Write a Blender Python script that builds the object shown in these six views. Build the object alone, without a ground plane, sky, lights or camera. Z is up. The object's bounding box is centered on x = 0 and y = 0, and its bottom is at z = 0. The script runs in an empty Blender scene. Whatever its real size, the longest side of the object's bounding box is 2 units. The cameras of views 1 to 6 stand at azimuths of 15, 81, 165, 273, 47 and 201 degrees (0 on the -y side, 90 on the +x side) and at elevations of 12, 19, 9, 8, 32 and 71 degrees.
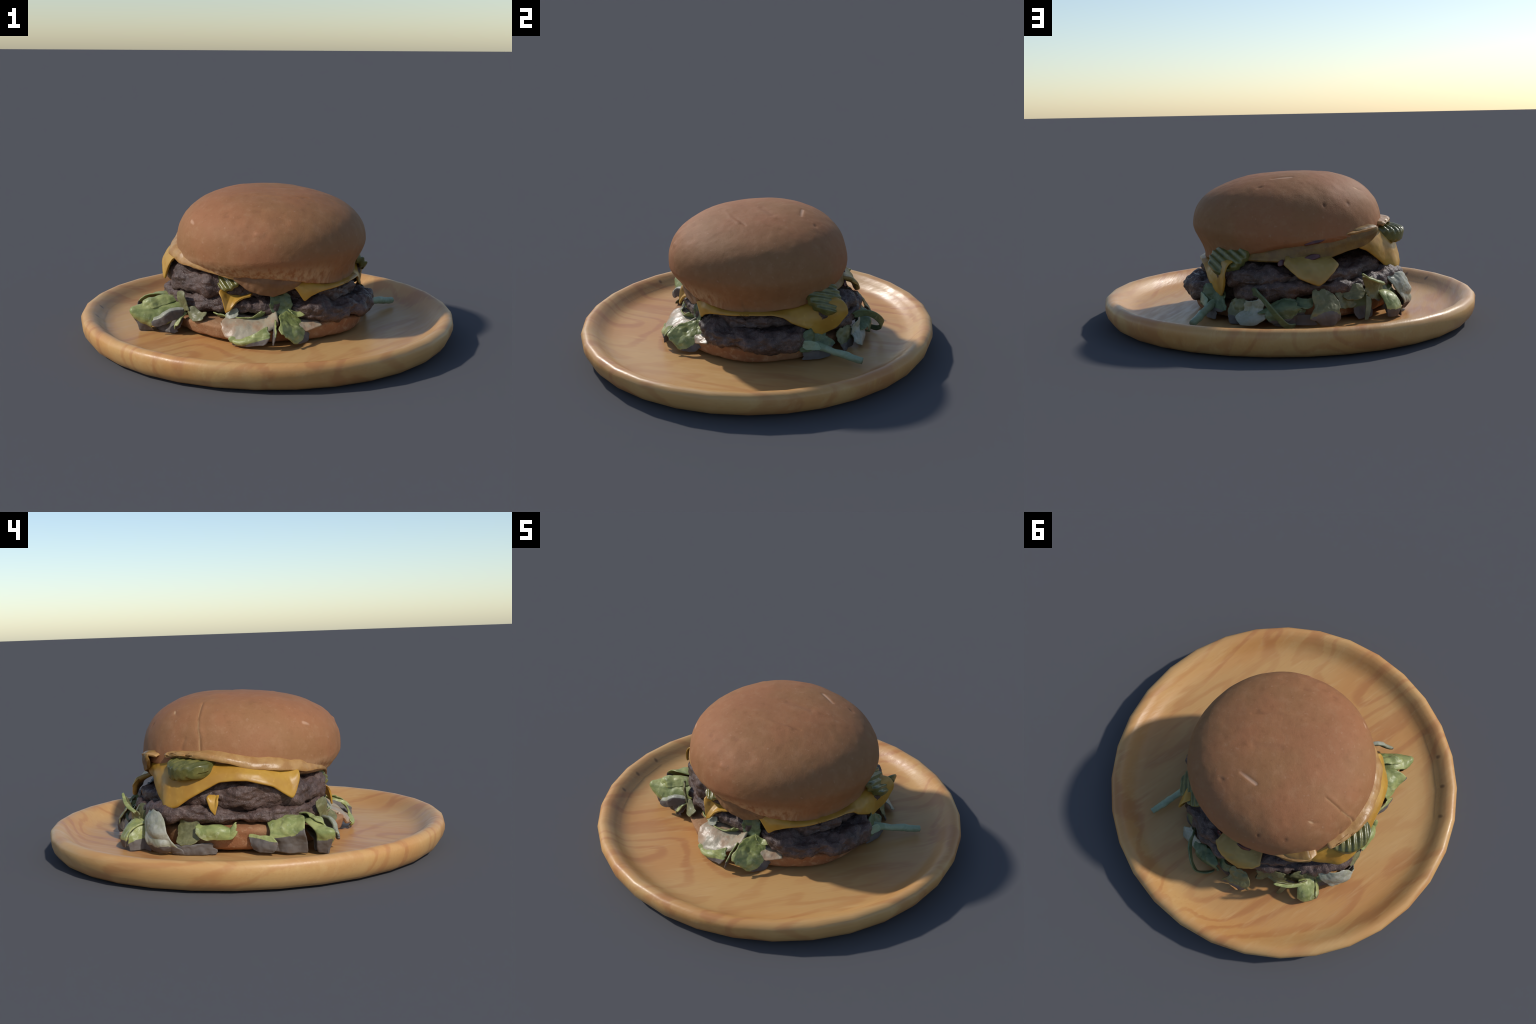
import bpy, math, random
import numpy as np
from mathutils import Vector

random.seed(7)
CX, CY = 0.0, 0.02          # axis of the stack
FLOOR = 0.067               # top of the plate floor

# ------------------------------------------------------------------ noise
def _hash(ix, iy, iz, seed):
    h = (ix.astype(np.int64) * 374761393 + iy.astype(np.int64) * 668265263
         + iz.astype(np.int64) * 2147483647 + seed * 974711) & 0x7fffffff
    h = ((h ^ (h >> 13)) * 1274126177) & 0x7fffffff
    h = ((h ^ (h >> 16)) * 69069 + 12345) & 0x7fffffff
    return ((h >> 7) & 0xffff) / 65535.0

def vnoise(P, scale, seed=0):
    q = np.asarray(P) * scale + 100.0
    i = np.floor(q).astype(np.int64); f = q - i; f = f * f * f * (f * (f * 6 - 15) + 10)
    r = 0
    for dx in (0, 1):
        for dy in (0, 1):
            for dz in (0, 1):
                w = ((f[..., 0] if dx else 1 - f[..., 0]) * (f[..., 1] if dy else 1 - f[..., 1])
                     * (f[..., 2] if dz else 1 - f[..., 2]))
                r = r + w * _hash(i[..., 0] + dx, i[..., 1] + dy, i[..., 2] + dz, seed)
    return r * 2 - 1

def fbm(P, scale, seed=0, octs=3, gain=.5):
    a, t, r = 1.0, 0.0, 0
    for o in range(octs):
        r = r + a * vnoise(P, scale * 2 ** o, seed + o * 17); t += a; a *= gain
    return r / t

def worley(P, scale, seed=0):
    """distance to nearest feature point (0 at lump centre)"""
    q = np.asarray(P) * scale + 100.0
    i = np.floor(q).astype(np.int64); best = np.full(q.shape[:-1], 9.0)
    for dx in (-1, 0, 1):
        for dy in (-1, 0, 1):
            for dz in (-1, 0, 1):
                c = i + np.array([dx, dy, dz])
                o = np.stack([_hash(c[..., 0], c[..., 1], c[..., 2], seed + k) for k in (1, 2, 3)], -1)
                best = np.minimum(best, ((c + o - q) ** 2).sum(-1))
    return np.sqrt(best)

# ------------------------------------------------------------------ interpolation
def ring(pts, th):
    """smooth periodic interpolation of {angle: value} control points (degrees)"""
    k = sorted(pts); a = np.array(k, float); v = np.array([pts[i] for i in k], float)
    a = np.r_[a[-2:] - 360, a, a[:3] + 360]; v = np.r_[v[-2:], v, v[:3]]
    th = np.mod(th, 360.0)
    j = np.clip(np.searchsorted(a, th, 'right') - 1, 1, len(a) - 3)
    h = a[j + 1] - a[j]; t = (th - a[j]) / h
    m = lambda n: (v[n + 1] - v[n - 1]) / (a[n + 1] - a[n - 1])
    m0, m1 = m(j) * h, m(j + 1) * h
    return ((2 * t**3 - 3 * t**2 + 1) * v[j] + (t**3 - 2 * t**2 + t) * m0
            + (-2 * t**3 + 3 * t**2) * v[j + 1] + (t**3 - t**2) * m1)

def catmull(P, n):
    """resample control points along axis 0 to n samples"""
    P = np.asarray(P, float); m = len(P)
    if m == 2:
        t = np.linspace(0, 1, n).reshape((-1,) + (1,) * (P.ndim - 1)); return P[0] * (1 - t) + P[1] * t
    Q = np.concatenate([(2 * P[0] - P[1])[None], P, (2 * P[-1] - P[-2])[None]])
    s = np.linspace(0, m - 1, n); i = np.minimum(s.astype(int), m - 2)
    t = (s - i).reshape((-1,) + (1,) * (P.ndim - 1))
    p0, p1, p2, p3 = Q[i], Q[i + 1], Q[i + 2], Q[i + 3]
    return .5 * (2 * p1 + (p2 - p0) * t + (2 * p0 - 5 * p1 + 4 * p2 - p3) * t**2 + (3 * p1 - p0 - 3 * p2 + p3) * t**3)

def cyl(th, r, z):
    a = np.radians(th)
    return np.stack([CX + r * np.cos(a), CY + r * np.sin(a), z + 0 * a], -1)

def grid_normals(G, wrap=False):
    du = (np.roll(G, -1, 1) - np.roll(G, 1, 1)) if wrap else np.gradient(G, axis=1)
    dv = np.gradient(G, axis=0)
    n = np.cross(du, dv); l = np.linalg.norm(n, axis=-1, keepdims=True)
    return n / np.maximum(l, 1e-9)

# ------------------------------------------------------------------ object making
def make(name, verts, faces, mats, parent=None, smooth=True, mat_index=None):
    loc = np.array(parent.location) if parent else np.zeros(3)
    me = bpy.data.meshes.new(name)
    me.from_pydata((np.asarray(verts).reshape(-1, 3) - loc).tolist(), [], faces)
    me.update()
    ob = bpy.data.objects.new(name, me)
    bpy.context.scene.collection.objects.link(ob)
    for m in (mats if isinstance(mats, (list, tuple)) else [mats]): me.materials.append(m)
    if mat_index is not None: me.polygons.foreach_set('material_index', np.asarray(mat_index, np.int32))
    me.polygons.foreach_set('use_smooth', np.full(len(me.polygons), smooth))
    if parent: ob.parent = parent
    return ob

def loft_faces(m, n):
    """m rings of n verts, wrapped, then bottom pole index m*n and top pole m*n+1"""
    f = []
    for i in range(m - 1):
        for j in range(n):
            k = (j + 1) % n
            f.append((i * n + j, i * n + k, (i + 1) * n + k, (i + 1) * n + j))
    for j in range(n):
        k = (j + 1) % n
        f.append((m * n, k, j)); f.append((m * n + 1, (m - 1) * n + j, (m - 1) * n + k))
    return f

def loft(name, G, mats, parent):
    m, n = G.shape[:2]
    V = np.concatenate([G.reshape(-1, 3), G[0].mean(0)[None], G[-1].mean(0)[None]])
    return make(name, V, loft_faces(m, n), mats, parent)

def profile(n_exp, n):
    """rounded puck half-section (rho, zeta), resampled by arc length"""
    ph = np.linspace(-math.pi / 2, math.pi / 2, 2000)
    c, s = np.abs(np.cos(ph)), np.sin(ph)
    r = c ** (2 / n_exp); z = np.sign(s) * np.abs(s) ** (2 / n_exp)
    d = np.r_[0, np.cumsum(np.hypot(np.diff(r), np.diff(z) * .45))]
    q = np.linspace(0, d[-1], n + 2)[1:-1]
    return np.interp(q, d, r), np.interp(q, d, z)

def puck(name, R, zb, zt, mats, parent, n_exp=3.5, taper=1.0, disp=None, nt=360, npf=110):
    th = np.linspace(0, 360, nt, endpoint=False)
    rho, ze = profile(n_exp, npf)
    r, b, t = ring(R, th), ring(zb, th), ring(zt, th)
    rr = rho[:, None] * r[None] * (taper + (1 - taper) * (ze[:, None] + 1) / 2)
    zz = (b + t)[None] / 2 + ze[:, None] * (t - b)[None] / 2
    G = cyl(np.broadcast_to(th, rr.shape), rr, zz)
    if disp is not None:
        N = grid_normals(G, True)
        G = G + N * (disp(G) * np.clip(rho[:, None] * 2 - .3, 0, 1))[..., None]
    return loft(name, G, mats, parent)

def sheet(name, G, thick, mats, parent, split=None, soft=3, flip=False):
    """closed shell of given thickness round a grid of points; rim thinned so its edge is rounded.
    split: boolean grid (rows-1, cols-1): True faces take material slot 1"""
    m, n = G.shape[:2]
    N = grid_normals(G)
    if flip: N = -N
    e = np.minimum.outer(np.minimum(np.arange(m), np.arange(m)[::-1]), np.minimum(np.arange(n), np.arange(n)[::-1]))
    i = np.minimum(np.arange(m), np.arange(m)[::-1])[:, None]; j = np.minimum(np.arange(n), np.arange(n)[::-1])[None]
    d = np.minimum(i, j) / soft
    w = np.where(d >= 1, 1, np.sqrt(np.clip(1 - (1 - np.clip(d, 0, 1)) ** 2, 0, 1))) * .85 + .15
    T = (G + N * (thick / 2 * w)[..., None]).reshape(-1, 3); B = (G - N * (thick / 2 * w)[..., None]).reshape(-1, 3)
    K = m * n; f = []; mi = []
    for a in range(m - 1):
        for b in range(n - 1):
            p, q, r, s = a * n + b, a * n + b + 1, (a + 1) * n + b + 1, (a + 1) * n + b
            f += [(p, q, r, s), (K + s, K + r, K + q, K + p)]
            k = 1 if split is not None and split[a, b] else 0; mi += [k, k]
    border = ([(0, b) for b in range(n)] + [(a, n - 1) for a in range(1, m)]
              + [(m - 1, b) for b in range(n - 2, -1, -1)] + [(a, 0) for a in range(m - 2, 0, -1)])
    for (a, b), (c, e2) in zip(border, border[1:] + border[:1]):
        p, q = a * n + b, c * n + e2
        f.append((q, p, K + p, K + q))
        k = 1 if split is not None and split[min(a, m - 2), min(b, n - 2)] else 0; mi.append(k)
    return make(name, np.r_[T, B], f, mats, parent, mat_index=mi)

def leaf(name, rows, mats, parent, thick=.007, res=(56, 60), ripple=.007, rscale=15, under=None, seed=0, polar=False, jag=.0, rag=.11, fold=.004):
    """crumpled leaf through hand-placed rows of points, its outline torn at random;
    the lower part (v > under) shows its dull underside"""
    P = np.array(rows, float)
    if polar: P = cyl(P[..., 0], P[..., 1], P[..., 2])
    F = catmull(P, 80); F = np.swapaxes(catmull(np.swapaxes(F, 0, 1), 80), 0, 1)
    v = np.linspace(0, 1, res[0])[:, None]; u = np.linspace(0, 1, res[1])[None]
    line = lambda t, k: np.clip(.5 + .9 * fbm(np.stack([t * 1.0, 0 * t + k * 3.7, 0 * t + seed * 5.1], -1), 3.2, k, 3), 0, 1)
    corner = lambda t: np.abs(2 * t - 1) ** 5 * .7
    a, b = rag * (line(v, 1) + corner(v)), rag * (line(v, 2) + corner(v))
    c, d = rag * .5 * (line(u, 3) + corner(u)), rag * .8 * (line(u, 4) + corner(u))
    if P[-1, :, 2].mean() < .09: d = d * .1          # hem rests on the plate
    U = np.clip(a + (1 - a - b) * u, 0, 1) * 79; V = np.clip(c + (1 - c - d) * v, 0, 1) * 79
    i = np.minimum(V.astype(int), 78); j = np.minimum(U.astype(int), 78); fv = (V - i)[..., None]; fu = (U - j)[..., None]
    G = (F[i, j] * (1 - fv) * (1 - fu) + F[i + 1, j] * fv * (1 - fu) + F[i, j + 1] * (1 - fv) * fu + F[i + 1, j + 1] * fv * fu)
    N = grid_normals(G)
    crease = 1 - 2 * np.abs(fbm(G, rscale * .7, seed + 40, 1))
    G = G + N * (fbm(G, rscale, seed, 2) * ripple + fbm(G, rscale * 3, seed + 9, 2) * ripple * .35 + (crease - .6) * fold)[..., None]
    G[..., 2] = np.maximum(G[..., 2], FLOOR + .004)
    sp = None
    if under is not None:
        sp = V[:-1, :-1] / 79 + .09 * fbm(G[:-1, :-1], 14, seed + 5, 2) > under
    return sheet(name, G, thick, mats, parent, sp, soft=2)

def drape(name, rows, mats, parent, thick=.012, n=90, m=36, bulge=.006, wrinkle=.004, scale=16, tuck=.10, seed=0, smooth=2):
    """slice hanging over an edge: rows of (angle, r_top, z_top, r_bottom, z_bottom)"""
    R = np.array(rows, float)
    th = np.linspace(R[0, 0], R[-1, 0], n)
    c = [np.interp(th, R[:, 0], R[:, k]) for k in range(1, 5)]
    for k in range(4):
        for _ in range(smooth): c[k][1:-1] = (c[k][:-2] + 2 * c[k][1:-1] + c[k][2:]) / 4
    rt, zt, rb, zb = c
    prof = np.stack([np.stack([rt - tuck, zt + .004], -1), np.stack([rt - .02, zt], -1),
                     np.stack([rt * .62 + rb * .38 + bulge, zt * .62 + zb * .38], -1),
                     np.stack([rt * .25 + rb * .75 + bulge, zt * .25 + zb * .75], -1), np.stack([rb, zb], -1)], 0)
    P = catmull(prof, m)
    G = cyl(np.broadcast_to(th, P.shape[:2]), P[..., 0], P[..., 1])
    N = grid_normals(G)
    G = G + N * (fbm(G, scale, seed, 3) * wrinkle)[..., None]
    return sheet(name, G, thick, mats, parent)

def tube(name, path, radii, mats, parent, n=20, m=60, squash=1.0, seed=0, rough=.0):
    P = catmull(np.array(path), m); R = catmull(np.array(radii, float)[:, None], m)[:, 0]
    T = np.gradient(P, axis=0); T /= np.linalg.norm(T, axis=1)[:, None]
    A = np.cross(T, [0, 0, 1.0]); A /= np.linalg.norm(A, axis=1)[:, None]; B = np.cross(A, T)
    a = np.linspace(0, 2 * math.pi, n, endpoint=False)
    G = P[:, None] + R[:, None, None] * (np.cos(a)[None, :, None] * A[:, None] + np.sin(a)[None, :, None] * squash * B[:, None])
    G = G + (G - P[:, None]) * (fbm(G, 30, seed, 2) * rough)[..., None]
    return loft(name, G, mats, parent)

# ------------------------------------------------------------------ node helpers
class M:
    def __init__(s, name, rough=.6, spec=.4):
        s.mat = bpy.data.materials.new(name); s.mat.use_nodes = True
        s.t = s.mat.node_tree; s.n = s.t.nodes; s.p = s.n['Principled BSDF']
        s.p.inputs['Roughness'].default_value = rough
        s.p.inputs['Specular IOR Level'].default_value = spec
        s.tc = s.n.new('ShaderNodeTexCoord'); s.co = s.tc.outputs['Object']
    def put(s, sock, v):
        if hasattr(v, 'is_linked'): s.t.links.new(v, sock)
        else: sock.default_value = v
    def map(s, scale=(1, 1, 1), rot=(0, 0, 0), loc=(0, 0, 0), co=None):
        m = s.n.new('ShaderNodeMapping'); s.put(m.inputs[0], co or s.co)
        m.inputs['Location'].default_value = loc; m.inputs['Rotation'].default_value = rot; m.inputs['Scale'].default_value = scale
        return m.outputs[0]
    def noise(s, scale, detail=4, rough=.55, co=None, dist=0):
        t = s.n.new('ShaderNodeTexNoise'); s.put(t.inputs['Vector'], co or s.co)
        t.inputs['Scale'].default_value = scale; t.inputs['Detail'].default_value = detail
        t.inputs['Roughness'].default_value = rough; t.inputs['Distortion'].default_value = dist
        return t.outputs['Fac']
    def voro(s, scale, co=None, feature='F1'):
        t = s.n.new('ShaderNodeTexVoronoi'); t.feature = feature; s.put(t.inputs['Vector'], co or s.co)
        t.inputs['Scale'].default_value = scale; return t.outputs['Distance']
    def wave(s, scale, dist, detail, dscale, co=None, axis='Y'):
        t = s.n.new('ShaderNodeTexWave'); t.bands_direction = axis; s.put(t.inputs['Vector'], co or s.co)
        for k, v in (('Scale', scale), ('Distortion', dist), ('Detail', detail), ('Detail Scale', dscale)): t.inputs[k].default_value = v
        return t.outputs['Fac']
    def math(s, op, a, b=0.0, clamp=False):
        m = s.n.new('ShaderNodeMath'); m.operation = op; m.use_clamp = clamp
        s.put(m.inputs[0], a); s.put(m.inputs[1], b); return m.outputs[0]
    def ramp(s, f, lo, hi, a=0.0, b=1.0):
        m = s.n.new('ShaderNodeMapRange'); m.interpolation_type = 'SMOOTHSTEP'
        s.put(m.inputs[0], f)
        for i, v in enumerate((lo, hi, a, b)): m.inputs[i + 1].default_value = v
        return m.outputs[0]
    def mix(s, f, a, b):
        m = s.n.new('ShaderNodeMix'); m.data_type = 'RGBA'
        s.put(m.inputs[0], f)
        for k, v in ((6, a), (7, b)): s.put(m.inputs[k], v if hasattr(v, 'is_linked') else (*v, 1))
        return m.outputs[2]
    def xyz(s, co=None):
        x = s.n.new('ShaderNodeSeparateXYZ'); s.put(x.inputs[0], co or s.co); return x.outputs
    def vec(s, op, a, b=None, fac=None):
        m = s.n.new('ShaderNodeVectorMath'); m.operation = op
        s.put(m.inputs[0], a)
        if b is not None: s.put(m.inputs[1], b)
        if fac is not None: s.put(m.inputs['Scale'], fac)
        return m.outputs['Value'] if op in ('DOT_PRODUCT', 'LENGTH', 'DISTANCE') else m.outputs[0]
    def seg(s, a, b, w0, w1, co=None):
        """mask: 1 near the segment a-b (object space)"""
        a, b = Vector(a), Vector(b); d = b - a
        rel = s.vec('SUBTRACT', co or s.co, tuple(a))
        t = s.math('DIVIDE', s.vec('DOT_PRODUCT', rel, tuple(d)), d.length_squared, True)
        near = s.vec('SCALE', tuple(d), fac=t)
        return s.ramp(s.vec('DISTANCE', rel, near), w0, w1, 1, 0)
    def bump(s, h, strength=.3, dist=.01):
        b = s.n.new('ShaderNodeBump'); b.inputs['Strength'].default_value = strength; b.inputs['Distance'].default_value = dist
        s.put(b.inputs['Height'], h); s.t.links.new(b.outputs[0], s.p.inputs['Normal'])
    def color(s, c): s.put(s.p.inputs['Base Color'], c if hasattr(c, 'is_linked') else (*c, 1)); return s

# ------------------------------------------------------------------ materials
def mat_wood():
    m = M('beech_wood', .38, .4)
    g = m.map(rot=(0, 0, math.radians(-61)))          # x runs along the grain
    field = m.noise(1.0, 2, .45, co=m.map(scale=(.75, 1.7, 1.2), loc=(3.1, 1.7, 0), co=g), dist=.6)
    fine = m.noise(4, 5, .6, co=m.map(scale=(1.2, 8, 4), co=g))
    fib = m.noise(14, 3, .6, co=m.map(scale=(.7, 9, 6), co=g))
    big = m.noise(1.6, 3, .5, co=m.map(scale=(.8, 1.6, 1.6), loc=(7, 2, 1), co=g))
    # growth rings: level lines of a slow field, so they close in cathedral loops
    arg = m.math('ADD', m.math('MULTIPLY', field, 62.0), m.math('MULTIPLY', fine, 3.0))
    rings = m.math('ADD', m.math('MULTIPLY', m.math('SINE', arg), .5), .5)
    c = m.mix(m.ramp(big, .35, .66), (0.562, 0.325, 0.125), (0.546, 0.270, 0.091))
    amt = m.math('MULTIPLY', m.ramp(rings, .55, 1.0), m.ramp(big, .3, .62, .22, .70))
    c = m.mix(amt, c, (0.441, 0.182, 0.064))
    c = m.mix(m.math('MULTIPLY', m.ramp(fine, .5, .75), .45), c, (0.609, 0.380, 0.164))
    c = m.mix(m.math('MULTIPLY', m.ramp(fib, .5, .72), .25), c, (0.462, 0.220, 0.080))
    for p in ((-.765, -.522, .115), (-.85, -.36, .115), (-.903, -.185, .115)):   # small dark nicks inside the rim
        q = Vector(p); o = Vector((q.x, q.y, 0)).normalized() * .016
        c = m.mix(m.math('MULTIPLY', m.seg(tuple(q - o), tuple(q + o), .003, .016), .65), c, (.12, .055, .028))
    m.color(c)
    m.put(m.p.inputs['Roughness'], m.ramp(fine, .3, .75, .32, .48))
    m.bump(m.math('ADD', fib, m.math('MULTIPLY', fine, .8)), .10, .006)
    return m.mat

BO = Vector((CX, CY, FLOOR))        # burger origin: object coordinates are relative to it
def loc(*p): return tuple(Vector(p) - BO)

def mat_bun():
    m = M('baked_bun_crust', .66, .2)
    big = m.noise(3.0, 3, .5); mid = m.noise(17, 5, .65); fine = m.noise(120, 3, .6)
    c = m.mix(m.ramp(big, .35, .65), (0.289, 0.138, 0.059), (0.320, 0.136, 0.061))  # crust browns lowered partway toward the shade baked on the bun's sides
    c = m.mix(m.math('MULTIPLY', m.ramp(mid, .48, .72), .55), c, (0.355, 0.179, 0.088))
    c = m.mix(m.math('MULTIPLY', m.ramp(mid, .46, .28), .45), c, (0.228, 0.098, 0.040))
    c = m.mix(m.math('MULTIPLY', m.ramp(fine, .5, .8), .35), c, (0.218, 0.092, 0.036))
    c = m.mix(m.math('MULTIPLY', m.ramp(m.noise(55, 2, .5), .64, .78), .4), c, (0.410, 0.232, 0.140))
    x, y, z = m.xyz()[0], m.xyz()[1], m.xyz()[2]
    # pale torn crumb where the crust ends, in upright fibres
    fib = m.noise(9, 3, .6, co=m.map(scale=(6, 6, .7)))
    zz = m.math('ADD', z, m.math('MULTIPLY', m.math('SUBTRACT', fib, .5), .10))
    side = m.ramp(m.math('ADD', m.math('MULTIPLY', x, .35), y), -.02, -.25, 0, 1)
    c = m.mix(m.math('MULTIPLY', m.math('MULTIPLY', m.ramp(zz, .425, .36), m.ramp(fib, .3, .7)), side), c, (.47, .30, .165))
    # scars, blisters and the crack in the crust
    for a, b, w, col, k in (
        (loc(.056, .260, .770), loc(.153, .236, .772), .010, (.60, .36, .23), .8),
        (loc(-.248, .313, .71), loc(-.291, .313, .703), .006, (.60, .37, .20), .7),
        (loc(-.291, .313, .703), loc(-.331, .292, .697), .006, (.60, .37, .20), .6),
        (loc(-.296, .177, .748), loc(-.389, .191, .684), .004, (.42, .24, .11), .5),
        (loc(-.389, .191, .684), loc(-.445, .182, .606), .005, (.46, .27, .125), .6),
        (loc(-.445, .182, .606), loc(-.463, .180, .515), .005, (.46, .27, .125), .6),
        (loc(-.121, -.373, .692), loc(-.110, -.375, .692), .012, (.24, .095, .045), .5),
        (loc(.035, -.340, .721), loc(.045, -.340, .721), .013, (.24, .095, .045), .5),
        (loc(.227, .297, .731), loc(.235, .295, .731), .009, (.20, .085, .04), .6),
        (loc(-.31, -.33, .640), loc(-.325, -.30, .645), .010, (.55, .33, .21), .6),
        (loc(.06, -.45, .625), loc(.085, -.445, .62), .012, (.52, .25, .14), .6),
        (loc(-.187, .435, .647), loc(-.19, .44, .642), .012, (.17, .07, .035), .7),
        (loc(-.049, .462, .645), loc(-.05, .47, .64), .009, (.15, .06, .03), .8),
        (loc(.02, .035, .79), loc(.14, .075, .787), .022, (.29, .13, .062), .5),
        (loc(-.02, -.142, .764), loc(.105, -.130, .762), .006, (.26, .115, .055), .5),
        (loc(.105, -.130, .764), loc(.235, -.085, .762), .006, (.26, .115, .055), .35)):
        f = m.math('MULTIPLY', m.seg(a, b, w * .3, w * 1.3), m.ramp(mid, .25, .5, .5, 1))
        c = m.mix(m.math('MULTIPLY', f, k), c, col)
    m.color(c)
    m.bump(m.math('ADD', m.noise(160, 3, .6), m.math('MULTIPLY', mid, .7)), .16, .006)
    return m.mat

def mat_heel():
    m = M('bun_heel_crumb', .75, .2)
    c = m.mix(m.ramp(m.noise(5, 3), .4, .65), (.32, .165, .080), (.26, .110, .050))  # heel base tones darkened to include side shading under the stack
    c = m.mix(m.math('MULTIPLY', m.ramp(m.noise(38, 4, .65), .5, .7), .5), c, (.43, .275, .155))
    c = m.mix(m.math('MULTIPLY', m.ramp(m.noise(90, 3, .6), .58, .75), .5), c, (.19, .08, .035))
    m.color(c); m.bump(m.noise(110, 4, .65), .35, .008); return m.mat

def mat_meat():
    m = M('seared_beef', .5, .45)
    n1 = m.noise(9, 4, .6); n2 = m.noise(45, 4, .65); n3 = m.noise(110, 3, .7)
    c = m.mix(m.ramp(n1, .36, .66), (.068, .041, .033), (.108, .065, .052))  # beef albedo cut by nearly half to carry the scan's baked shade
    c = m.mix(m.math('MULTIPLY', m.ramp(n2, .5, .7), .6), c, (.145, .090, .074))
    c = m.mix(m.math('MULTIPLY', m.ramp(n2, .5, .3), .7), c, (.036, .021, .018))
    c = m.mix(m.math('MULTIPLY', m.ramp(n3, .60, .70), .55), c, (.24, .20, .19))  # greyish flecks painted for wet glints on the meat
    m.color(c)
    m.put(m.p.inputs['Roughness'], m.ramp(n2, .35, .65, .62, .34))
    m.bump(m.math('ADD', n3, n2), .55, .010); return m.mat

def mat_cheese(name='cheddar_cheese', a=(.46, .255, .038), b=(.38, .19, .026)):
    m = M(name, .4, .4)
    c = m.mix(m.ramp(m.noise(7, 3), .35, .65), a, b)
    c = m.mix(m.math('MULTIPLY', m.ramp(m.noise(40, 3), .58, .75), .4), c, tuple(k * 1.25 + .02 for k in a))
    m.color(c); m.p.inputs['Subsurface Weight'].default_value = .06
    m.p.inputs['Subsurface Radius'].default_value = (.02, .01, .004)
    m.bump(m.noise(30, 3), .15, .008); return m.mat

def mat_sauce(name, a, b, rough=.38):
    m = M(name, rough, .42)
    c = m.mix(m.ramp(m.noise(16, 4), .38, .64), a, b)
    c = m.mix(m.math('MULTIPLY', m.ramp(m.noise(60, 3), .6, .72), .3), c, tuple(min(1, k * 1.4 + .03) for k in a))
    m.color(c); m.bump(m.noise(45, 3), .25, .008); return m.mat

def mat_leaf(name, a, b, vein, rough=.42):
    m = M(name, rough, .45)
    st = m.noise(10, 4, .6, co=m.map(scale=(1, 1, 2.5)), dist=.8)
    c = m.mix(m.ramp(st, .35, .65), a, b)
    c = m.mix(m.math('MULTIPLY', m.ramp(m.noise(22, 4, .6, dist=1.5), .55, .72), .6), c, vein)
    m.color(c); m.bump(m.noise(45, 3, .6), .25, .008)
    m.p.inputs['Subsurface Weight'].default_value = 0
    tr = m.n.new('ShaderNodeBsdfTranslucent'); m.put(tr.inputs[0], c)
    mx = m.n.new('ShaderNodeMixShader'); mx.inputs[0].default_value = .10
    out = m.n['Material Output']
    m.t.links.new(m.p.outputs[0], mx.inputs[1]); m.t.links.new(tr.outputs[0], mx.inputs[2]); m.t.links.new(mx.outputs[0], out.inputs[0])
    return m.mat

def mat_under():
    m = M('grey_leaf_underside', .7, .25)
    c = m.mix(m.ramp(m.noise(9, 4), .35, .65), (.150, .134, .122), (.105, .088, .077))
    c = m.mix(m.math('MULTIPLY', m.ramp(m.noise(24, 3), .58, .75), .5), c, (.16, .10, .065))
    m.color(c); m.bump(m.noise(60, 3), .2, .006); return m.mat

def mat_pickle():
    m = M('pickle_skin', .28, .55)
    c = m.mix(m.ramp(m.noise(18, 4), .35, .65), (.155, .140, .036), (.085, .085, .022))
    c = m.mix(m.math('MULTIPLY', m.ramp(m.noise(70, 3), .6, .75), .5), c, (.27, .25, .11))
    m.color(c); m.bump(m.noise(50, 3), .2, .008); return m.mat

def mat_onion():
    m = M('red_onion_skin', .35, .5)
    m.color(m.mix(m.ramp(m.noise(25, 3), .4, .6), (.10, .022, .024), (.06, .014, .017))); return m.mat

WOOD = mat_wood(); BUN = mat_bun(); HEEL = mat_heel(); MEAT = mat_meat()
CHEESE = mat_cheese(); CHEESE2 = mat_cheese('melted_pale_cheese', (.36, .235, .065), (.29, .175, .042))
MUSTARD = mat_sauce('mustard_dressing', (.23, .13, .034), (.17, .088, .026), .45)
SAUCE = mat_sauce('orange_dressing', (.41, .23, .082), (.34, .17, .054))  # orange toned down with the shade on the stack's flank mixed in
FLAP_BROWN = mat_sauce('dark_brown_flap', (.21, .105, .045), (.17, .08, .034), .55)
SAUCE2 = mat_sauce('pale_dressing', (.36, .31, .22), (.36, .235, .145))
GREEN = mat_leaf('green_lettuce', (.37, .385, .14), (.23, .265, .085), (.50, .51, .31))
PALE = mat_leaf('white_lettuce', (.37, .36, .29), (.29, .29, .20), (.46, .45, .39))
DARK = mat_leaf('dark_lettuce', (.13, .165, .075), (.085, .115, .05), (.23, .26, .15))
OLIVE = mat_leaf('olive_lettuce', (.19, .18, .08), (.135, .13, .055), (.29, .265, .155))
RIB = mat_leaf('lettuce_rib', (.32, .385, .26), (.24, .31, .19), (.40, .44, .34))
UNDER = mat_under(); PICKLE = mat_pickle(); ONION = mat_onion()

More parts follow.
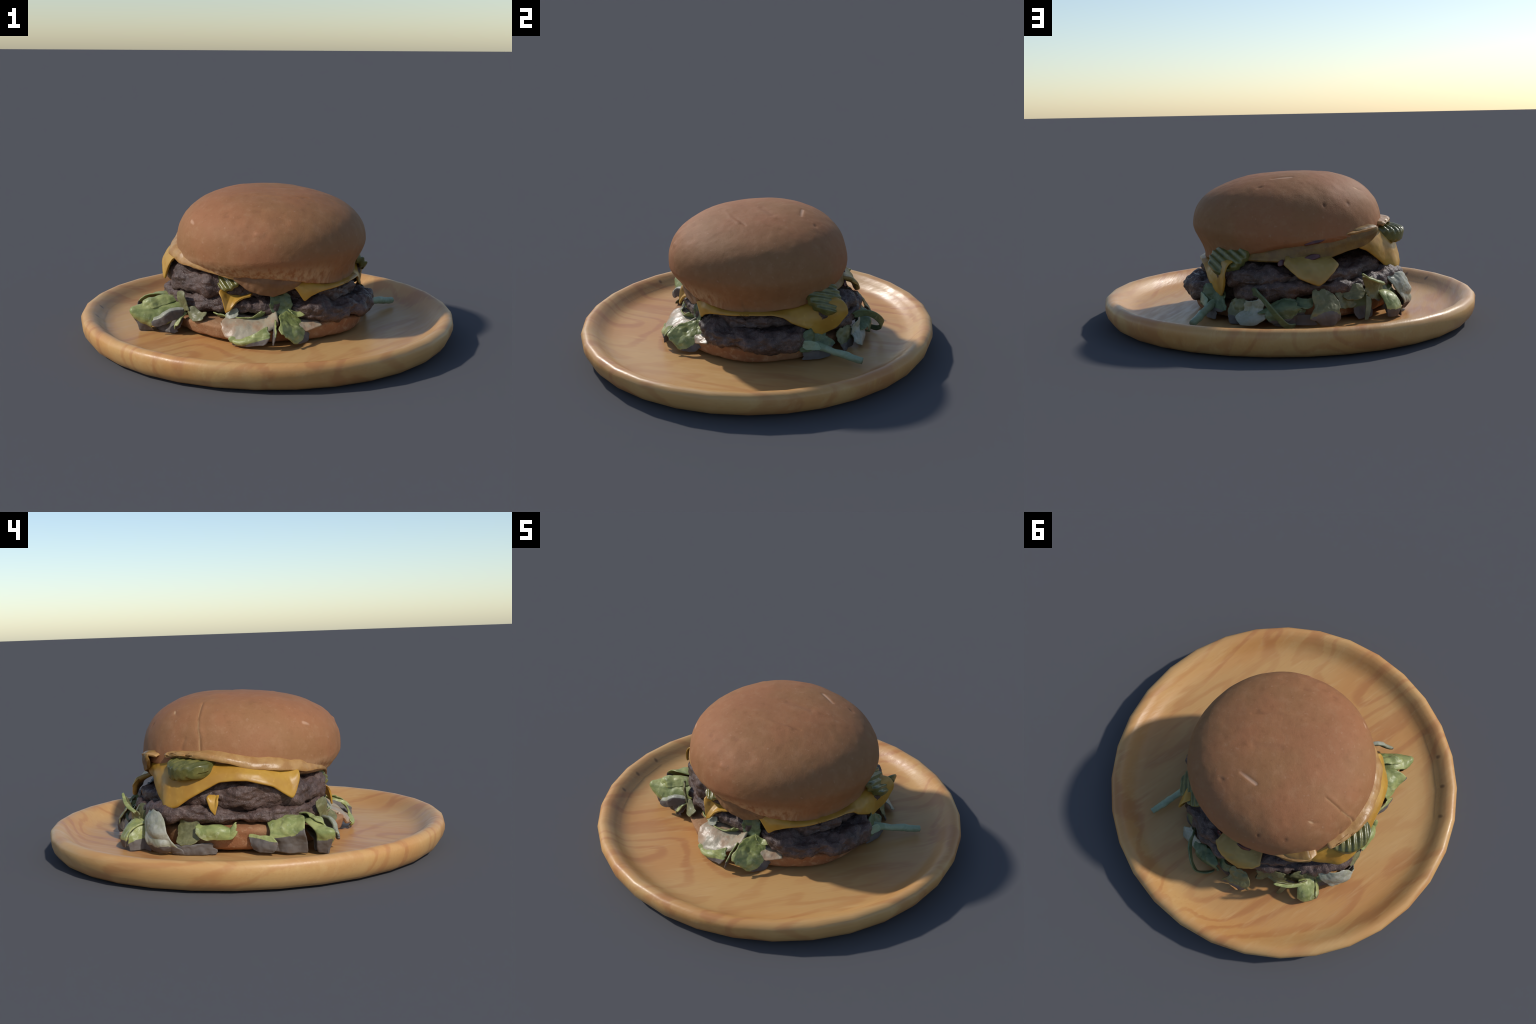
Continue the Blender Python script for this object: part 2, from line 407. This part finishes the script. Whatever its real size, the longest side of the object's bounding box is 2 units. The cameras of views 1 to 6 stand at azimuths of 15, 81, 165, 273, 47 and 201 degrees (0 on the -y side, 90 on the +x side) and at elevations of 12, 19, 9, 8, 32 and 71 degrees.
# ------------------------------------------------------------------ the plate
def build_plate():
    prof = [(.0, .0), (.55, .0), (.88, .0), (.918, .001), (.945, .009), (.968, .025), (.988, .054), (.999, .088), (1.0, .113),
            (.993, .130), (.976, .141), (.957, .142), (.935, .132), (.910, .111), (.885, .089), (.858, .0745), (.825, .0675), (.77, .0662), (.4, .066)]
    th = np.linspace(0, 360, 32, endpoint=False)          # turned plate with 32 flats round the rim
    P = np.array(prof[1:])
    a = np.radians(th)
    G = np.stack([P[:, :1] * np.cos(a), P[:, :1] * np.sin(a), P[:, 1:] + 0 * a], -1)
    m, n = G.shape[:2]
    V = np.concatenate([G.reshape(-1, 3), [[0, 0, 0.0]], [[0, 0, .066]]])
    ob = make('wooden_plate', V, loft_faces(m, n), WOOD)
    ob['label'] = 'round turned wooden plate with a raised rounded rim'
    ob['category'] = 'plate'
    return ob
build_plate()

# ------------------------------------------------------------------ the burger
burger = bpy.data.objects.new('cheeseburger', None)
burger.location = BO; burger.empty_display_size = .2
bpy.context.scene.collection.objects.link(burger)
burger['label'] = 'double cheeseburger with lettuce, pickles, cheese and glossy bun'
burger['category'] = 'burger'

# --- top bun: leaning dome over a tapering underside
def build_top_bun():
    cx, cy, ze, R, H, p = .0133, .0173, .4922, .5039, .2965, 2.477
    nt = 480
    th = np.linspace(0, 360, nt, endpoint=False); a = np.radians(th)
    zb = ring({0: .352, 20: .365, 45: .40, 65: .45, 85: .475, 105: .485, 125: .49, 140: .46, 170: .455, 200: .44, 225: .42, 240: .405, 255: .405,
               270: .41, 287: .402, 300: .39, 312: .37, 330: .348, 345: .342}, th)
    r = R * (1 + .0039 * np.cos(2 * a) - .0056 * np.sin(2 * a) + .0031 * np.cos(3 * a) + .0065 * np.sin(3 * a) - .0038 * np.cos(4 * a) + .0042 * np.sin(4 * a))
    ph = np.linspace(0, math.pi / 2, 900)
    d = np.r_[0, np.cumsum(np.hypot(np.diff(np.cos(ph) ** (2 / p) * R), np.diff(np.sin(ph) ** (2 / p) * H)))]
    ph = np.interp(np.linspace(0, d[-1], 101)[:-1], d, ph)
    rho, hz = np.cos(ph) ** (2 / p), np.sin(ph) ** (2 / p) * H
    x = r * rho[:, None] * np.cos(a); y = r * rho[:, None] * np.sin(a); h = hz[:, None] + 0 * x
    up = np.stack([cx + x - .0571 * h, cy + y - .0703 * h, ze + h + .0721 * x + .0018 * y + h * (-.3387 * x + .1744 * y)], -1)
    # underside: straight taper from the widest ring to the torn lower edge, then rolled under
    t = np.linspace(1, 0, 46)[:-1]
    ez = up[0, :, 2]
    dz = (ez - zb)[None] * t[:, None]
    inset = ring({0: .06, 40: .05, 90: .05, 150: .06, 200: .07, 225: .085, 245: .095, 270: .095, 285: .085, 302: .055, 330: .058}, th)
    k = np.clip(dz / .165, 0, 1)
    ro = r - inset * k * k * (3 - 2 * k)
    lo = np.stack([cx + ro * np.cos(a) + .02 * dz, cy + ro * np.sin(a) + .02 * dz, ez - dz], -1)
    roll = []
    for k in (.10, .45, .80, .93, .985):
        q = lo[0] * 1.0; q[:, 0] = cx + (q[:, 0] - cx) * k; q[:, 1] = cy + (q[:, 1] - cy) * k
        q[:, 2] = zb * (k ** 3) + .36 * (1 - k ** 3) - .010 * math.sin(math.pi * k) - (.006 if k > .9 else 0); roll.append(q)
    G = np.concatenate([np.array(roll), lo, up])
    N = grid_normals(G, True)
    # relief: soft dents, fine wrinkles, crack and scars
    disp = .004 * fbm(G, 5, 3, 2) + .0016 * fbm(G, 22, 8, 3)
    low = np.clip((.47 - G[..., 2]) / .06, 0, 1)
    disp += low * (.006 * fbm(G * np.array([1, 1, .35]), 26, 31, 3))
    def groove(pts, w, depth):
        best = np.full(G.shape[:2], 9.0)
        for p0, p1 in zip(pts[:-1], pts[1:]):
            p0, p1 = np.array(p0), np.array(p1); dd = p1 - p0
            tt = np.clip(((G - p0) @ dd) / (dd @ dd), 0, 1)
            best = np.minimum(best, np.linalg.norm(G - p0 - tt[..., None] * dd, axis=-1))
        return -depth * np.exp(-(best / w) ** 2)
    disp += groove([(-.02, -.142, .765), (.105, -.130, .763), (.235, -.085, .760)], .007, .004)
    disp += groove([(-.02, -.160, .765), (.105, -.148, .763), (.20, -.115, .760)], .010, -.003)
    disp += groove([(.02, .035, .79), (.09, .06, .788), (.15, .08, .785)], .018, .003)
    disp += groove([(.056, .260, .770), (.153, .236, .772)], .009, .004)
    disp += groove([(-.248, .313, .71), (-.291, .313, .703), (-.331, .292, .697)], .007, .004)
    crack = [(-.296, .177, .748), (-.351, .185, .717), (-.389, .191, .684), (-.428, .191, .634), (-.445, .182, .606), (-.457, .180, .572), (-.463, .180, .540), (-.462, .182, .500)]
    disp += groove(crack, .005, .0042)
    disp += groove([(x, y - .016, z) for x, y, z in crack], .012, -.0022)
    disp += groove([(-.418, .255, .595), (-.424, .274, .536)], .009, .003)
    for p, w, h in (((-.121, -.373, .692), .014, .003), ((.035, -.340, .721), .022, .0035), ((-.144, -.243, .749), .03, .003), ((.023, -.472, .602), .02, .003),
                    ((.17, -.375, .682), .025, .003), ((.227, .297, .731), .010, .004), ((-.02, -.42, .66), .03, -.004), ((.10, -.40, .67), .03, -.003)):
        disp += groove([p, (p[0] + .012, p[1], p[2])], w, h)
    disp += groove([(-.187, .435, .647), (-.188, .437, .644)], .010, .004)
    disp += groove([(-.049, .465, .645), (-.05, .468, .64)], .007, .005)
    disp += groove([(.06, -.45, .625), (.085, -.445, .62)], .014, -.006)
    disp += groove([(-.05, -.40, .66), (-.03, -.405, .66)], .016, .004)
    disp += groove([(-.32, -.31, .64), (-.325, -.30, .65)], .012, -.004)
    G = G + N * disp[..., None]
    return loft('top_bun', G, BUN, burger)
build_top_bun()

# --- bottom bun
puck('bottom_bun',
     {0: .528, 30: .525, 60: .53, 90: .525, 120: .53, 150: .555, 180: .562, 200: .558, 225: .525, 245: .528, 262: .527, 285: .50, 310: .497, 330: .525, 350: .53},
     {0: FLOOR - .001, 120: FLOOR - .001, 240: FLOOR - .001},
     {0: .148, 30: .155, 60: .18, 90: .19, 120: .195, 150: .205, 180: .212, 200: .20, 225: .160, 245: .170, 260: .172, 285: .155, 310: .165, 330: .19, 350: .160},
     HEEL, burger, n_exp=6, taper=.945,
     disp=lambda G: .007 * fbm(G, 9, 5, 3) + .0022 * fbm(G, 40, 6, 3), nt=300, npf=70)

# --- patties: lumpy minced beef
def lumps(seed, k=1.0):
    def f(G):
        w = worley(G + .012 * fbm(G, 30, seed, 2)[..., None], 15, seed); w2 = worley(G, 38, seed + 5)
        return k * (.026 * (.50 - w) + .008 * (.5 - w2) + .030 * fbm(G * np.array([1, 1, .8]), 9, seed + 9, 2) + .005 * fbm(G, 70, seed + 2, 3))
    return f
puck('beef_patty',
     {0: .56, 10: .56, 20: .515, 28: .455, 36: .465, 44: .53, 52: .57, 62: .58, 75: .565, 90: .54, 105: .53, 120: .535, 132: .56, 148: .60, 158: .575, 175: .55, 190: .55, 205: .555,
      225: .515, 240: .475, 255: .44, 270: .415, 285: .385, 296: .395, 305: .455, 315: .505, 330: .542, 350: .562},
     {0: .125, 30: .14, 60: .17, 90: .19, 130: .195, 180: .20, 220: .18, 250: .185, 285: .18, 315: .145, 340: .15},
     {0: .27, 60: .295, 120: .285, 150: .315, 180: .295, 230: .28, 270: .275, 300: .28, 330: .28},
     MEAT, burger, n_exp=3.8, disp=lumps(3), nt=420, npf=130)
puck('beef_patty',
     {0: .465, 15: .46, 25: .48, 34: .535, 45: .56, 55: .56, 65: .545, 75: .53, 88: .52, 100: .51, 115: .495, 127: .48, 140: .51, 150: .54, 160: .545, 175: .54, 190: .54, 205: .54,
      217: .525, 235: .48, 255: .425, 268: .375, 280: .35, 295: .355, 305: .395, 315: .43, 330: .46, 350: .48},
     {0: .225, 60: .235, 120: .24, 180: .25, 220: .24, 270: .255, 310: .23},
     {0: .345, 40: .365, 65: .35, 80: .345, 110: .345, 128: .36, 150: .415, 180: .43, 215: .425, 240: .41, 265: .37, 290: .34, 320: .345},
     MEAT, burger, n_exp=3.8, disp=lumps(11), nt=420, npf=130)

# --- cheese slices
drape('cheese_slice', [(112, .475, .49, .487, .45), (120, .48, .495, .492, .412), (126, .485, .495, .495, .395), (133, .495, .49, .525, .345), (139, .505, .485, .545, .302), (143, .515, .485, .572, .288), (146, .52, .485, .585, .278),
       (149, .52, .485, .587, .280), (153, .525, .485, .587, .29), (159, .525, .48, .58, .332), (166, .52, .48, .57, .37), (173, .52, .475, .56, .406), (179, .52, .475, .56, .411), (186, .52, .47, .563, .410), (192, .52, .465, .567, .394),
       (198, .515, .46, .57, .378), (204, .51, .455, .568, .337), (208, .51, .45, .565, .312), (210, .51, .45, .56, .34), (213.5, .51, .45, .54, .418)],
      CHEESE, burger, n=150, seed=4)
drape('cheese_slice', [(299, .42, .375, .435, .365), (303, .43, .385, .445, .335), (308, .435, .385, .455, .272),
       (312, .44, .375, .46, .30), (317, .445, .36, .465, .316), (325, .445, .345, .47, .326), (331, .45, .345, .475, .330), (346, .45, .345, .48, .338), (359, .45, .345, .482, .335), (366, .45, .345, .482, .315), (371, .45, .345, .488, .28), (382, .475, .35, .512, .234),
       (389, .51, .36, .507, .180), (393, .54, .365, .525, .195), (398, .57, .37, .565, .225), (402, .58, .37, .605, .30)],
      CHEESE, burger, n=170, seed=14)
drape('cheese_slice', [(71, .46, .40, .52, .375), (74, .47, .385, .545, .345), (78, .475, .385, .555, .30), (84, .475, .385, .56, .275), (88, .475, .385, .562, .258), (91, .47, .385, .558, .272), (96, .465, .385, .55, .315), (100, .45, .385, .525, .36)],
      CHEESE2, burger, thick=.024, n=60, bulge=.016, wrinkle=.008, seed=21)
drape('cheese_slice', [(251, .42, .325, .45, .31), (254, .42, .305, .462, .28), (257, .41, .295, .466, .208), (260, .40, .29, .458, .222), (263, .39, .285, .44, .262), (267, .37, .29, .42, .285), (272, .36, .30, .405, .294)],
      CHEESE, burger, thick=.010, n=60, seed=33, smooth=1)
drape('cheese_slice', [(166.5, .53, .345, .550, .335), (168.5, .53, .35, .556, .275), (170.5, .53, .35, .556, .25), (172, .53, .345, .553, .32)],
      CHEESE, burger, thick=.010, n=24, seed=35, smooth=1)
# thin yellow-brown dressing filling the gap under the bun, at the back
drape('mustard_layer', [(46, .43, .43, .48, .375), (58, .43, .45, .48, .372), (68, .445, .47, .475, .368), (77, .45, .482, .47, .36), (88, .455, .487, .465, .365), (100, .465, .492, .462, .38), (110, .49, .502, .475, .405), (118, .525, .512, .51, .425), (124, .543, .518, .515, .44), (129, .55, .522, .54, .49)],
      MUSTARD, burger, thick=.02, n=90, bulge=.0, seed=41)
# darker brown flap sagging below the bun, in front
drape('dark_brown_flap', [(258, .40, .425, .415, .395), (264, .415, .43, .425, .36), (271, .42, .425, .418, .325), (280, .425, .42, .41, .305), (288, .43, .415, .41, .295), (296, .435, .405, .42, .315), (302, .44, .40, .432, .345), (306, .44, .395, .445, .385)],
      FLAP_BROWN, burger, thick=.022, n=90, bulge=.004, wrinkle=.008, seed=43)

# --- dressing
drape('sauce', [(140, .50, .525, .515, .515), (150, .51, .532, .523, .522), (165, .505, .532, .523, .516), (177, .50, .520, .52, .492), (184, .495, .508, .515, .468), (189, .495, .505, .520, .457), (198, .49, .50, .523, .447), (206, .485, .492, .520, .440), (213, .48, .485, .512, .433),
       (222, .46, .475, .495, .418), (230, .45, .468, .48, .418), (245, .425, .455, .45, .402), (254, .41, .44, .435, .388), (262, .40, .42, .42, .378)],
      SAUCE, burger, thick=.024, n=150, m=40, bulge=.006, wrinkle=.010, scale=11, seed=51)
drape('sauce', [(108, .475, .495, .495, .492), (114, .485, .505, .515, .497), (122, .50, .515, .543, .508), (128, .50, .520, .547, .515), (133, .49, .515, .52, .505)],
      SAUCE, burger, thick=.012, n=50, bulge=.004, seed=55)
drape('sauce', [(256, .45, .18, .49, .170), (261, .46, .18, .535, .105), (268, .46, .175, .545, .095), (275, .45, .172, .54, .11), (282, .44, .175, .52, .13), (287, .43, .19, .49, .15), (291, .42, .21, .46, .17)],
      SAUCE2, burger, thick=.018, n=90, bulge=.010, wrinkle=.009, scale=13, seed=57)
drape('sauce', [(303, .45, .165, .475, .155), (307, .46, .17, .50, .13), (312, .46, .168, .51, .148), (317, .46, .165, .505, .155)],
      SAUCE2, burger, thick=.012, n=40, bulge=.006, wrinkle=.008, scale=20, seed=59)

# --- pickles: round slices with crinkle-cut faces, tucked under the bun
def pickle(center, normal, rad, thick, turn, seed):
    n = Vector(normal).normalized(); u = n.cross(Vector((0, 0, 1))) if abs(n.z) < .9 else Vector((1, 0, 0))
    u = (u - n * u.dot(n)).normalized(); v = n.cross(u)
    u, v = u * math.cos(turn) + v * math.sin(turn), v * math.cos(turn) - u * math.sin(turn)
    u, v, n = (np.array(k) for k in (u, v, n))
    rho, ze = profile(5, 60); a = np.linspace(0, 2 * math.pi, 120, endpoint=False)
    X = rad * rho[:, None] * np.cos(a); Y = rad * .9 * rho[:, None] * np.sin(a)
    Z = thick / 2 * ze[:, None] + .005 * np.sin(X * 190) * (np.abs(ze[:, None]) > .3)
    G = np.array(center) + X[..., None] * u + Y[..., None] * v + Z[..., None] * n
    G = G + n * (.010 * fbm(G, 9, seed, 2) )[..., None]
    G = G + (G - np.array(center)) * (.05 * fbm(G, 14, seed + 2, 2))[..., None]
    return loft('pickle_slice', G, PICKLE, burger)
pickle((-.452, .220, .470), (-.16, .10, .97), .125, .078, .5, 1)
pickle((.395, .300, .395), (.56, .44, .70), .120, .050, 1.1, 2)
pickle((-.10, -.365, .37), (-.2, -.7, .65), .07, .03, .9, 4)

# --- red onion at the back
for th0, th1, z0, z1 in ((82, 98, .455, .49), (80, 93, .375, .40), (67, 71, .355, .372)):
    mid = (th0 + th1) / 2
    rows = [[(th0, .475, z0 + .004), (mid, .480, (z0 + z1) / 2 + .020), (th1, .475, z1)],
            [(th0, .482, z0 - .006), (mid, .489, (z0 + z1) / 2 - .014), (th1, .482, z1 - .01)]]
    leaf('onion_piece', rows, ONION, burger, thick=.012, res=(16, 24), ripple=.002, polar=True, seed=int(th0))

# --- lettuce
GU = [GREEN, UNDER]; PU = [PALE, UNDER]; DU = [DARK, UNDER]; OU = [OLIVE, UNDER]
L = lambda rows, mats, **k: leaf('lettuce_leaf', rows, mats, burger, **k)
# front left cluster
L([[(210, .48, .215), (216, .48, .22), (221, .48, .205), (226, .48, .17)], [(209.5, .60, .21), (215, .63, .215), (220, .61, .18), (224, .575, .115)],
   [(210, .675, .195), (214.5, .70, .195), (219, .67, .16), (222, .63, .105)], [(211, .705, .165), (215.5, .758, .175), (218.5, .705, .135), (220.5, .665, .10)],
   [(211.5, .69, .115), (215.5, .735, .12), (218, .685, .10), (219.5, .66, .085)], [(212, .68, .08), (215.5, .722, .066), (218, .67, .07), (219, .65, .070)]],
  GU, under=.70, ripple=.010, seed=1, polar=True, res=(56, 48), rag=.05, rscale=13, fold=.007)
L([[(212, .47, .245), (213, .58, .245), (212.5, .65, .238), (212, .69, .218)], [(216, .47, .24), (216.5, .59, .238), (216, .66, .228), (215, .705, .20)],
   [(219.5, .47, .215), (219.5, .58, .205), (218.5, .645, .185), (217.5, .69, .165)]], GREEN, ripple=.010, seed=61, polar=True, res=(40, 56), rag=.12, rscale=13, fold=.008)
L([[(195, .50, .215), (202, .50, .235), (210, .50, .225)], [(195, .575, .185), (202, .61, .225), (210, .625, .238)], [(194, .60, .15), (201.5, .65, .165), (207, .708, .192)],
   [(194, .585, .12), (201, .63, .12), (209, .685, .135)], [(194, .57, .085), (201, .62, .078), (211, .665, .075)]],
  GU, under=.54, ripple=.01, seed=2, polar=True, res=(50, 56), rag=.06, rscale=13, fold=.008)
L([[(185, .545, .175), (190, .575, .165), (198, .62, .165)], [(186, .565, .125), (191, .60, .115), (198, .635, .11)], [(187, .56, .095), (192, .595, .085), (197, .62, .08)]], GU, under=.22, ripple=.008, seed=3, polar=True)
L([[(-.32, -.355, .205), (-.40, -.40, .205), (-.45, -.425, .175), (-.498, -.435, .150)],
   [(-.325, -.38, .195), (-.40, -.425, .19), (-.45, -.445, .155), (-.503, -.452, .135)],
   [(-.33, -.385, .145), (-.40, -.425, .135), (-.45, -.44, .115), (-.495, -.448, .105)]], PU, thick=.012, under=.48, ripple=.006, seed=4)
L([[(-.315, -.365, .185), (-.345, -.405, .155), (-.358, -.436, .120)],
   [(-.345, -.36, .175), (-.375, -.405, .145), (-.378, -.437, .105)],
   [(-.36, -.355, .12), (-.375, -.40, .10), (-.37, -.435, .085)]], GU, under=.62, ripple=.006, seed=5)
L([[(222, .53, .275), (226, .53, .29), (231, .52, .30)], [(225, .535, .22), (229, .535, .235), (233, .525, .245)],
   [(228, .53, .17), (232, .53, .19), (236, .52, .19)]], OLIVE, polar=True, ripple=.008, seed=6)
L([[(234, .50, .235), (240, .49, .20), (246, .48, .20)], [(232, .525, .21), (239, .515, .175), (246, .51, .185)], [(231, .52, .175), (238, .53, .15), (246, .525, .165)]], OU, polar=True, ripple=.006, seed=8)
# thin wavy rim of a leaf along the front
L([[(246, .42, .18), (255, .41, .165), (266, .40, .165), (276, .39, .17), (284, .39, .20)],
   [(244, .475, .215), (254, .455, .20), (264, .455, .195), (275, .44, .20), (283, .43, .235)]], GREEN, polar=True, ripple=.008, seed=9, res=(24, 60))
L([[(255, .44, .20), (259, .43, .22), (264, .42, .24)], [(256, .47, .16), (260, .465, .18), (266, .45, .19)]], PALE, polar=True, ripple=.006, seed=10)
# green lip on the plate, front
L([[(263, .525, .125), (270, .54, .115), (279, .54, .15), (287, .50, .185)],
   [(263, .55, .10), (270, .56, .095), (278, .565, .12), (287, .555, .15)],
   [(265, .53, .076), (270, .545, .076), (278, .565, .085), (286, .59, .095)]], GU, under=.72, polar=True, ripple=.008, rag=0.12, fold=0.009, seed=11)
# big folded leaf, front
L([[(295, .39, .235), (291, .47, .215), (289.5, .55, .185), (289, .600, .150)],
   [(299, .41, .225), (298, .47, .19), (296, .535, .155), (292, .595, .120)],
   [(304, .42, .20), (304.5, .475, .155), (302, .53, .115), (296, .575, .085)],
   [(309, .43, .17), (311, .475, .12), (308, .515, .08), (300, .55, .076)]], GU, under=.74, polar=True, ripple=.01, rag=0.12, fold=0.01, seed=12)
L([[(289, .46, .21), (289, .53, .185), (288.5, .60, .155)], [(288, .46, .15), (287.5, .54, .12), (287, .597, .078)]], GU, under=.25, polar=True, ripple=.006, seed=13)
L([[(297, .42, .235), (302, .43, .22), (308, .44, .215)], [(299, .455, .22), (303, .46, .195), (309, .465, .20)]], GREEN, polar=True, ripple=.008, seed=14)
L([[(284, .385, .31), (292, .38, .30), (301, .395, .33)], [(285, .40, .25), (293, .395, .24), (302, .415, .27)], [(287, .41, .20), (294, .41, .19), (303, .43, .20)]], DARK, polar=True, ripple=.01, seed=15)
# right: dark leaf and the pale rib sticking out
L([[(11, .52, .21), (19, .515, .245), (28, .505, .235), (37, .51, .205)],
   [(13, .54, .15), (21, .535, .165), (29, .53, .165), (38, .54, .145)],
   [(16, .54, .10), (24, .55, .11), (32, .56, .10), (42, .585, .078)]], DU, under=.78, polar=True, ripple=.009, rag=.16, fold=.010, seed=16)
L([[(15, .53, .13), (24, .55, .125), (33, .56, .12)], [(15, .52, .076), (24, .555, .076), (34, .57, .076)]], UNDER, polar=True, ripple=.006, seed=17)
L([[(14, .535, .20), (20, .545, .19), (25, .55, .165)], [(15, .55, .145), (21, .565, .135), (27, .575, .125)]], RIB, polar=True, ripple=.006, seed=18)
tube('lettuce_rib', [(.45, .215, .155), (.50, .275, .138), (.55, .345, .122), (.60, .425, .105), (.622, .462, .098)], [.026, .020, .019, .020, .017], RIB, burger, squash=1.0, seed=3, rough=.25)
# back: white leaf, looping strap, small leaves
L([[(46, .57, .235), (55, .585, .205), (64, .575, .255)], [(50, .575, .16), (56, .585, .155), (63, .58, .17)],
   [(47, .605, .112), (54, .61, .112), (63, .605, .125)], [(48.5, .648, .077), (53, .625, .078), (61, .60, .078)]], PALE, polar=True, ripple=.008, rag=0.18, fold=0.01, seed=19)
L([[(.33, .47, .262), (.325, .565, .262), (.296, .635, .220), (.250, .682, .160), (.20, .665, .112), (.14, .625, .098)],
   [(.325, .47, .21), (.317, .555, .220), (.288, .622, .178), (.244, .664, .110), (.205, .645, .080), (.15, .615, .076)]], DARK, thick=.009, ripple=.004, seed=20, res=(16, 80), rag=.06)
L([[(58, .55, .15), (68, .56, .185), (80, .56, .195)], [(58, .62, .128), (69, .625, .165), (80, .625, .172)],
   [(60, .63, .095), (69, .615, .085), (78, .59, .09)]], DU, under=.8, polar=True, ripple=.01, rag=0.2, fold=0.012, seed=21)
L([[(82, .55, .265), (89, .56, .255), (97, .56, .25)], [(83, .605, .175), (90, .61, .19), (97, .615, .175)],
   [(82, .645, .118), (91, .64, .150), (97, .64, .120)], [(84, .61, .078), (91, .645, .077), (97, .61, .077)]], OU, under=.66, polar=True, ripple=.01, rag=0.17, fold=0.01, seed=22)
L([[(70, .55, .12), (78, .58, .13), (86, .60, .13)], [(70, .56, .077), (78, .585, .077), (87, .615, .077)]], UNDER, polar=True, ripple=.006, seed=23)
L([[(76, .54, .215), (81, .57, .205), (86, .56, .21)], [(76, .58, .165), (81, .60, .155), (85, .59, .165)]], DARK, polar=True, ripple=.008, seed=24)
# back left: horn, hanging strip, curled strap, white cup
L([[(-.185, .592, .312), (-.28, .55, .268), (-.37, .485, .235)], [(-.215, .560, .25), (-.29, .535, .215), (-.36, .48, .19)],
   [(-.235, .555, .17), (-.30, .535, .155), (-.35, .50, .14)]], [OLIVE, UNDER], under=.9, ripple=.01, seed=25)
L([[(-.185, .598, .318), (-.27, .565, .275), (-.36, .50, .238)], [(-.195, .610, .306), (-.28, .580, .262), (-.37, .51, .225)]], GREEN, thick=.010, ripple=.005, seed=26, res=(12, 44))
L([[(-.235, .54, .20), (-.262, .535, .20)], [(-.225, .575, .14), (-.258, .57, .14)], [(-.208, .60, .077), (-.232, .602, .077)]], OLIVE, ripple=.004, seed=27)
L([[(-.10, .52, .235), (-.17, .52, .245), (-.24, .50, .25)], [(-.11, .555, .17), (-.18, .56, .17), (-.25, .545, .18)]], OLIVE, ripple=.01, seed=28)
L([[(-.27, .43, .185), (-.335, .45, .197), (-.395, .45, .188)], [(-.30, .52, .195), (-.36, .532, .19), (-.415, .515, .172)],
   [(-.327, .572, .135), (-.375, .582, .13), (-.425, .548, .13)], [(-.335, .572, .077), (-.375, .58, .077), (-.418, .548, .077)]], GU, under=.76, ripple=.006, thick=.011, seed=29)
L([[(130, .55, .285), (140, .59, .275), (148, .615, .272)], [(133, .61, .20), (143, .65, .205), (151, .635, .175)],
   [(137, .63, .13), (146, .652, .135), (154, .62, .125)], [(139, .62, .077), (148, .615, .077), (158, .575, .077)]], PU, under=.72, polar=True, ripple=.01, rag=0.1, fold=0.01, seed=30)
L([[(150, .55, .235), (157, .55, .24), (163, .55, .23)], [(151, .57, .165), (157, .57, .165), (164, .56, .16)],
   [(151, .612, .122), (157, .605, .112), (164, .58, .125)]], OLIVE, polar=True, ripple=.008, seed=31)
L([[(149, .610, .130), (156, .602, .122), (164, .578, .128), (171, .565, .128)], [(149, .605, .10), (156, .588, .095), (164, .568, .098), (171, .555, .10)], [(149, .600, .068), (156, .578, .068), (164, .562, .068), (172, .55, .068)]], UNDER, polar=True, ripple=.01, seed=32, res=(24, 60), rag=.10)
L([[(160, .54, .215), (164, .545, .195), (170, .55, .20), (177, .55, .195), (182, .54, .222)],
   [(160, .575, .205), (164, .58, .182), (170, .58, .19), (177, .575, .185), (181.5, .562, .215)],
   [(162, .58, .155), (167, .59, .137), (173, .588, .137), (178, .58, .142), (181.5, .566, .18)]], GREEN, polar=True, ripple=.005, rag=0.14, fold=0.008, seed=33)
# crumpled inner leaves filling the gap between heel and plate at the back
L([[(38, .52, .20), (46, .545, .20), (55, .55, .20)], [(39, .55, .13), (46, .57, .13), (55, .575, .13)], [(40, .555, .068), (46, .575, .068), (55, .58, .068)]], OU, under=.6, polar=True, ripple=.01, rag=0.2, fold=0.01, seed=36)
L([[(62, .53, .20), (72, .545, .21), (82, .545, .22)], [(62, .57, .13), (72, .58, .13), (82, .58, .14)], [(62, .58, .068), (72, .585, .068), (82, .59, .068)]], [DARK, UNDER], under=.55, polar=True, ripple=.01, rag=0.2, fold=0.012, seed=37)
L([[(96, .53, .23), (104, .53, .235), (112, .535, .24)], [(97, .555, .17), (104, .545, .165), (112, .55, .17)], [(97, .57, .13), (104, .55, .125), (110, .56, .13)]], OLIVE, polar=True, ripple=.01, rag=0.2, fold=0.012, seed=38)
L([[(126, .52, .22), (132, .54, .225), (138, .56, .23)], [(127, .57, .15), (133, .59, .15), (139, .60, .15)], [(128, .60, .07), (134, .61, .07), (140, .615, .07)]], [DARK, UNDER], under=.5, polar=True, ripple=.01, seed=39)
L([[(214, .53, .16), (222, .53, .16), (230, .52, .15)], [(214, .60, .12), (222, .59, .11), (230, .55, .10)], [(214, .64, .07), (222, .61, .07), (230, .55, .07)]], UNDER, polar=True, ripple=.01, seed=45)
# cheek of the curled strap and denser growth beside it
L([[(-.37, .43, .182), (-.405, .49, .185), (-.422, .545, .14)], [(-.40, .43, .13), (-.425, .49, .13), (-.432, .545, .11)], [(-.405, .43, .07), (-.425, .49, .07), (-.43, .54, .07)]], GU, under=.55, ripple=.006, seed=46, rag=.05)
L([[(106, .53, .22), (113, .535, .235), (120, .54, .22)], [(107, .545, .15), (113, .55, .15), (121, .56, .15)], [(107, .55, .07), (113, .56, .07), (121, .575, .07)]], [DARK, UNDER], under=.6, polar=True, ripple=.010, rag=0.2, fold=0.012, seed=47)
L([[(118, .54, .285), (126, .545, .27), (133, .555, .255)], [(117, .56, .22), (125, .57, .205), (133, .58, .195)], [(118, .57, .16), (126, .58, .15), (134, .59, .14)]], OLIVE, polar=True, ripple=.009, seed=48)
